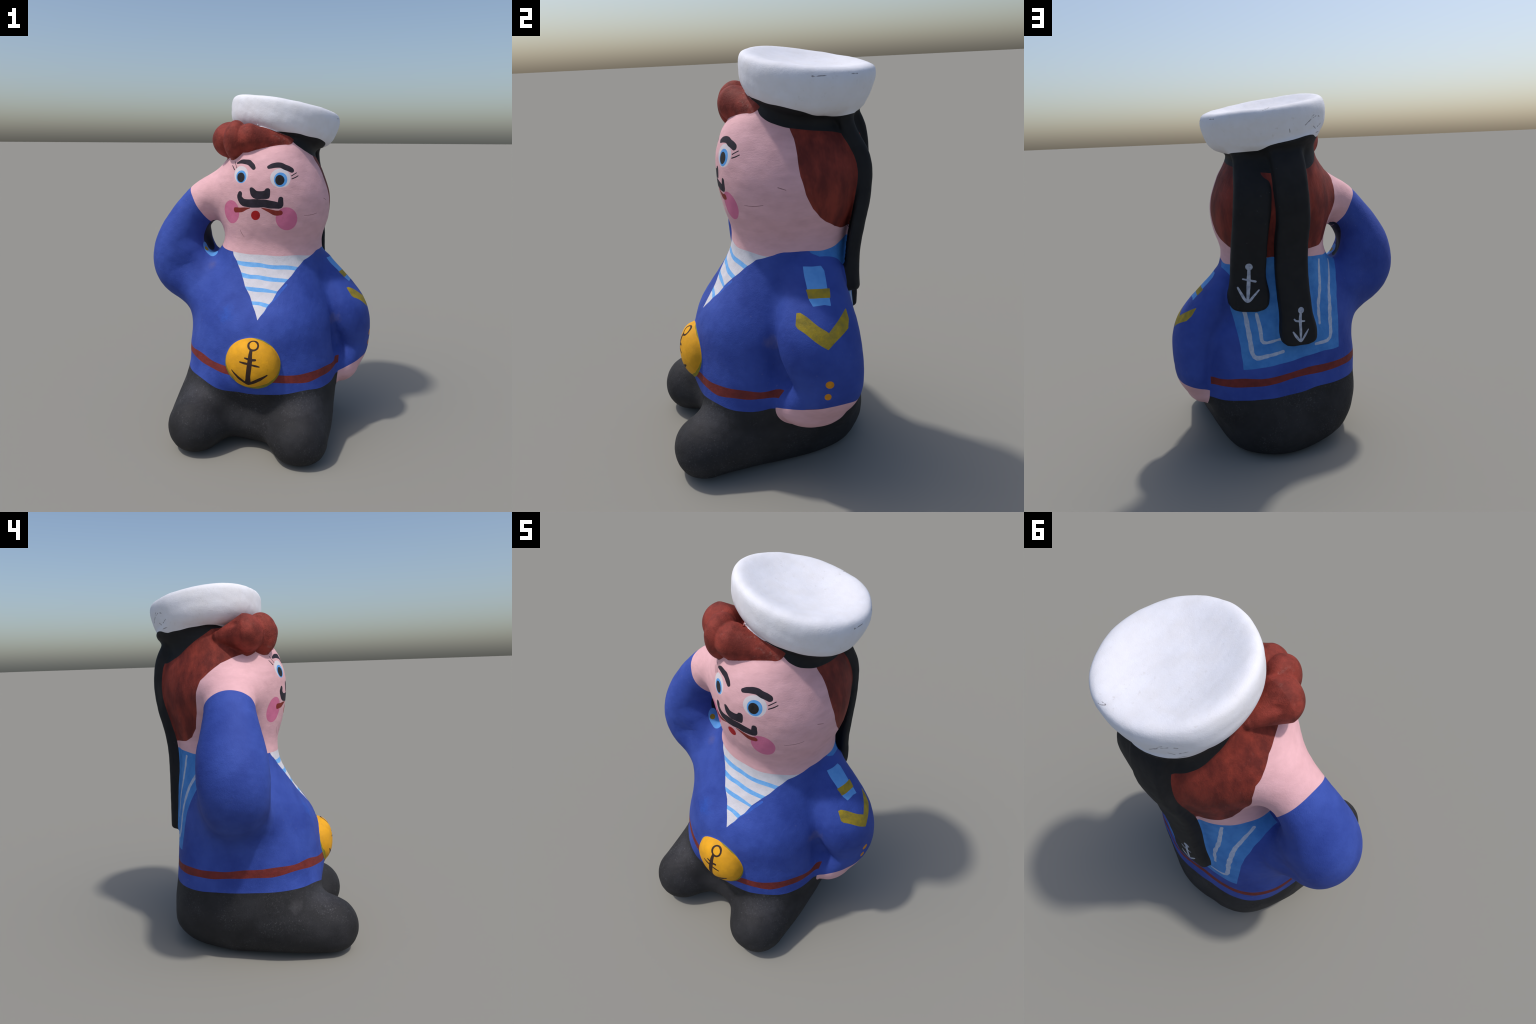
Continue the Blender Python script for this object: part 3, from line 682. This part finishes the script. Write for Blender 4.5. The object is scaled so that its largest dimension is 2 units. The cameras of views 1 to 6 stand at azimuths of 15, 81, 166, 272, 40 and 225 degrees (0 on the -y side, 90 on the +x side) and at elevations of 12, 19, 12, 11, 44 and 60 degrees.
def materials():
    M = {}
    M['white'] = paint('white_cap_paint', srgb(228, 229, 237), srgb(222, 221, 225), mottle=14, amount=.2, speck=srgb(176, 168, 158), speck_amount=.5, speck_scale=45, speck_cut=.6, brush=.28)
    M['shirt'] = paint('white_shirt_paint', srgb(212, 210, 218), srgb(200, 199, 206), mottle=20, brush=.4, speck=srgb(150, 145, 150), speck_amount=.4, speck_scale=90, speck_cut=.6)
    M['skin'] = paint('pink_skin_paint', srgb(225, 177, 183), srgb(212, 165, 170), mottle=10, stretch=(1, 1, 2.5), brush=.35, speck=srgb(140, 102, 104), speck_amount=.55, speck_scale=75, speck_cut=.66)
    M['blue'] = paint('jacket_blue_paint', srgb(41, 63, 143), srgb(56, 80, 164), mottle=6, amount=.5, brush=.5, speck=srgb(120, 120, 160), speck_amount=.55, speck_scale=75, speck_cut=.62,
                      patch=[((-.10, -.33, .80), .07, srgb(42, 88, 184)), ((.49, -.04, .72), .045, srgb(92, 92, 140)), ((-.62, -.03, .98), .02, srgb(90, 95, 140)), ((.30, .38, .75), .05, srgb(36, 72, 170)), ((-.26, -.04, 1.0), .03, srgb(76, 82, 142))])
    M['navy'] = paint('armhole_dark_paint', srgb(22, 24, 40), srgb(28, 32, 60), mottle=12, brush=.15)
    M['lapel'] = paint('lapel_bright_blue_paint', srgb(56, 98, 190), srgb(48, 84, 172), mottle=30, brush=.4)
    M['olivegreen'] = paint('buckle_rim_olive_paint', srgb(150, 134, 36), srgb(112, 118, 44), mottle=30, brush=.3)
    M['scratch'] = paint('skin_scratch', srgb(172, 130, 132), srgb(140, 102, 104), mottle=60, brush=.2)
    M['scuff'] = paint('cap_scuff', srgb(128, 124, 128), srgb(186, 183, 186), mottle=80, brush=.3)
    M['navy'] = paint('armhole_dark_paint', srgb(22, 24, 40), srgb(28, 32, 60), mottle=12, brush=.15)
    M['lightblue'] = paint('collar_blue_paint', srgb(56, 118, 190), srgb(74, 138, 206), mottle=14, brush=.6)
    M['stripe'] = paint('shirt_stripe_paint', srgb(96, 160, 222), srgb(122, 180, 234), mottle=30, brush=.3)
    M['greywhite'] = paint('collar_stripe_paint', srgb(154, 170, 200), srgb(184, 194, 214), mottle=60, brush=.6)
    M['anchorwhite'] = paint('anchor_white_paint', srgb(184, 190, 204), srgb(140, 148, 168), mottle=60, brush=.4)
    M['black'] = paint('black_ribbon_paint', srgb(23, 24, 27), srgb(30, 31, 33), mottle=12, brush=.4, speck=srgb(110, 110, 114), speck_amount=.7, speck_scale=55, speck_cut=.66)
    M['trousers'] = paint('black_trouser_paint', srgb(32, 32, 34), srgb(43, 43, 46), mottle=9, brush=.5, speck=srgb(120, 119, 124), speck_amount=.42, speck_scale=110, speck_cut=.56,
                          patch=[((-.24, -.33, .27), .12, srgb(62, 62, 67)), ((.35, -.30, .28), .12, srgb(62, 62, 67)), ((-.36, -.20, .30), .05, srgb(72, 71, 74))])
    M['hair'] = paint('auburn_hair_paint', srgb(96, 34, 28), srgb(134, 52, 40), mottle=11, stretch=(1.4, 1.4, .6), brush=.6, amount=.7, speck=srgb(160, 115, 105), speck_amount=.5, speck_scale=55, speck_cut=.64)
    M['curl'] = paint('auburn_curl_paint', srgb(106, 40, 32), srgb(142, 58, 47), mottle=13, brush=.65, amount=.7, speck=srgb(150, 116, 108), speck_amount=.55, speck_scale=32, speck_cut=.57)
    M['belt'] = paint('belt_red_paint', srgb(100, 38, 36), srgb(122, 46, 42), mottle=25, brush=.5, speck=srgb(120, 80, 90), speck_amount=.4)
    M['gold'] = paint('buckle_gold_paint', srgb(226, 162, 26), srgb(204, 146, 30), mottle=12, brush=.35, speck=srgb(130, 100, 30), speck_amount=.7, speck_scale=60, speck_cut=.64)
    M['olive'] = paint('chevron_yellow_paint', srgb(166, 142, 34), srgb(134, 120, 46), mottle=20, brush=.5, amount=.7, speck=srgb(90, 92, 70), speck_amount=.5, speck_scale=60, speck_cut=.62)
    M['button'] = paint('button_orange_paint', srgb(214, 140, 24), srgb(190, 122, 30), mottle=60, brush=.2)
    M['brush'] = paint('dark_brush_paint', srgb(34, 30, 38), srgb(46, 40, 52), mottle=30, brush=.2)
    M['anchor'] = paint('anchor_dark_paint', srgb(58, 38, 28), srgb(48, 32, 26), mottle=40, brush=.2)
    M['eyewhite'] = paint('eye_white_paint', srgb(216, 208, 212), srgb(206, 200, 206), mottle=30, brush=.1)
    M['iris'] = paint('iris_blue_paint', srgb(78, 146, 214), srgb(100, 165, 224), mottle=40, brush=.1)
    M['pupil'] = paint('pupil_black_paint', srgb(24, 24, 26), srgb(42, 38, 40), mottle=60, brush=.15, rough=.5)
    M['cheek'] = paint('cheek_rouge_paint', srgb(210, 116, 150), srgb(202, 108, 142), mottle=14, brush=.3)
    M['lip'] = paint('lip_russet_paint', srgb(138, 48, 40), srgb(120, 40, 32), mottle=40, brush=.15)
    M['mouth'] = paint('mouth_red_paint', srgb(172, 24, 28), srgb(158, 22, 26), mottle=40, brush=.15)
    M['clay'] = paint('bare_clay', srgb(150, 92, 62), srgb(128, 78, 54), mottle=30, brush=.4)
    return M

# region label -> (part name, material, parent region)
PARTS = [
    ('head', 'head', 'skin', None), ('neck', 'neck', 'skin', None), ('jacket', 'torso', 'blue', None),
    ('sleeve', 'arm', 'blue', None), ('sleeve.R', 'arm', 'blue', None), ('hand', 'hand', 'skin', None), ('hand.R', 'hand', 'skin', None),
    ('trousers', 'trousers', 'trousers', None), ('leg', 'leg', 'trousers', None), ('leg.R', 'leg', 'trousers', None), ('underside', 'underside', 'clay', None),
    ('shirt', 'shirt', 'shirt', None), ('shirt_stripe', 'shirt_stripe', 'stripe', 'shirt'),
    ('collar', 'collar', 'lightblue', None), ('collar_stripe', 'collar_stripe', 'greywhite', 'collar'),
    ('belt', 'belt', 'belt', None), ('belt_buckle', 'belt_buckle', 'gold', None), ('anchor', 'anchor_emblem', 'anchor', 'belt_buckle'),
    ('hair', 'hair', 'hair', None), ('curl', 'hair_curl', 'curl', None), ('curl.B', 'hair_curl', 'curl', None), ('curl.C', 'hair_curl', 'curl', None),
    ('cap', 'cap', 'white', None), ('cap_band', 'cap_band', 'black', None), ('cap_ribbon', 'cap_ribbon', 'black', None), ('cap_ribbon.R', 'cap_ribbon', 'black', None),
    ('ribbon_anchor', 'anchor_emblem', 'anchorwhite', 'cap_ribbon'), ('ribbon_anchor.R', 'anchor_emblem', 'anchorwhite', 'cap_ribbon.R'),
    ('epaulette', 'epaulette', 'stripe2', None), ('epaulette_band', 'epaulette_band', 'olive', 'epaulette'),
    ('epaulette.R', 'epaulette', 'stripe2', None), ('epaulette_band.R', 'epaulette_band', 'olive', 'epaulette.R'),
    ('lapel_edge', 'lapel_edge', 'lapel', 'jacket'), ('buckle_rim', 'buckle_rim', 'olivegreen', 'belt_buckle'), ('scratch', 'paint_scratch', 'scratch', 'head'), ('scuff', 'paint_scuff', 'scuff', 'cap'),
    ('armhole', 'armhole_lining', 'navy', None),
    ('chevron', 'chevron', 'olive', None), ('button', 'button', 'button', None), ('button.001', 'button', 'button', None),
    ('eye', 'eye', 'eyewhite', None), ('iris', 'iris', 'iris', 'eye'), ('pupil', 'pupil', 'pupil', 'eye'),
    ('eye.R', 'eye', 'eyewhite', None), ('iris.R', 'iris', 'iris', 'eye.R'), ('pupil.R', 'pupil', 'pupil', 'eye.R'),
    ('eyebrow', 'eyebrow', 'brush', None), ('eyebrow.R', 'eyebrow', 'brush', None), ('eyelash', 'eyelash', 'brush', None), ('eyelash.R', 'eyelash', 'brush', None),
    ('nose', 'nose', 'brush', None), ('moustache', 'moustache', 'brush', None), ('mouth', 'mouth', 'mouth', None), ('lip', 'lip', 'lip', None), ('lip.R', 'lip', 'lip', None),
    ('cheek', 'cheek', 'cheek', None), ('cheek.R', 'cheek', 'cheek', None),
]

def main():
    S = build_skin()
    V, T, L = S.V, S.T, S.L
    def vertex_normals(V):
        fn = np.cross(V[T[:, 1]] - V[T[:, 0]], V[T[:, 2]] - V[T[:, 0]])
        vn = np.zeros_like(V)
        for k in range(3):
            for j in range(3):
                vn[:, j] += np.bincount(T[:, k], fn[:, j], len(V))
        return vn / np.maximum(np.linalg.norm(vn, axis=1, keepdims=True), 1e-12)
    n = vertex_normals(V)
    # hand-kneaded unevenness
    low = np.clip(V[:, 2] / .05, 0, 1)
    lump = .0022 * smooth_noise(V, 20, 101) + .0006 * smooth_noise(V, 55, 102) + .0003 * smooth_noise(V, 140, 103)
    V = V + n * (lump * low)[:, None]
    n = vertex_normals(V)
    V[:, 2] -= V[:, 2].min()
    M = materials()
    M['stripe2'] = paint('epaulette_blue_paint', srgb(84, 146, 214), srgb(94, 156, 220), mottle=30, brush=.2)
    root = bpy.data.objects.new('sailor_figurine', None)
    bpy.context.scene.collection.objects.link(root)
    root['label'] = 'painted clay figurine of a saluting moustached sailor in white cap'
    root['category'] = 'figurine'
    made = {}
    for region, name, mat, parent in PARTS:
        if region not in S.names:
            continue
        t = T[L == S.names.index(region)]
        if not len(t):
            print('empty region', region); continue
        used, inv = np.unique(t, return_inverse=True)
        me = bpy.data.meshes.new(name)
        me.vertices.add(len(used)); me.vertices.foreach_set('co', V[used].astype(np.float32).ravel())
        k = len(t)
        me.loops.add(3 * k); me.loops.foreach_set('vertex_index', inv.ravel().astype(np.int32))
        me.polygons.add(k); me.polygons.foreach_set('loop_start', np.arange(0, 3 * k, 3, dtype=np.int32))
        me.update(calc_edges=True)
        me.polygons.foreach_set('use_smooth', np.ones(k, bool))
        me.normals_split_custom_set_from_vertices(n[used].astype(np.float32).tolist())
        me.materials.append(M[mat])
        ob = bpy.data.objects.new(name, me)
        bpy.context.scene.collection.objects.link(ob)
        if name in ('paint_scratch', 'paint_scuff', 'eyelash'):
            ob['kind'] = 'stuff'
        ob.parent = made.get(parent, root) if parent else root
        made[region] = ob
    print('triangles', len(T), 'bounds', V.min(0), V.max(0))

main()
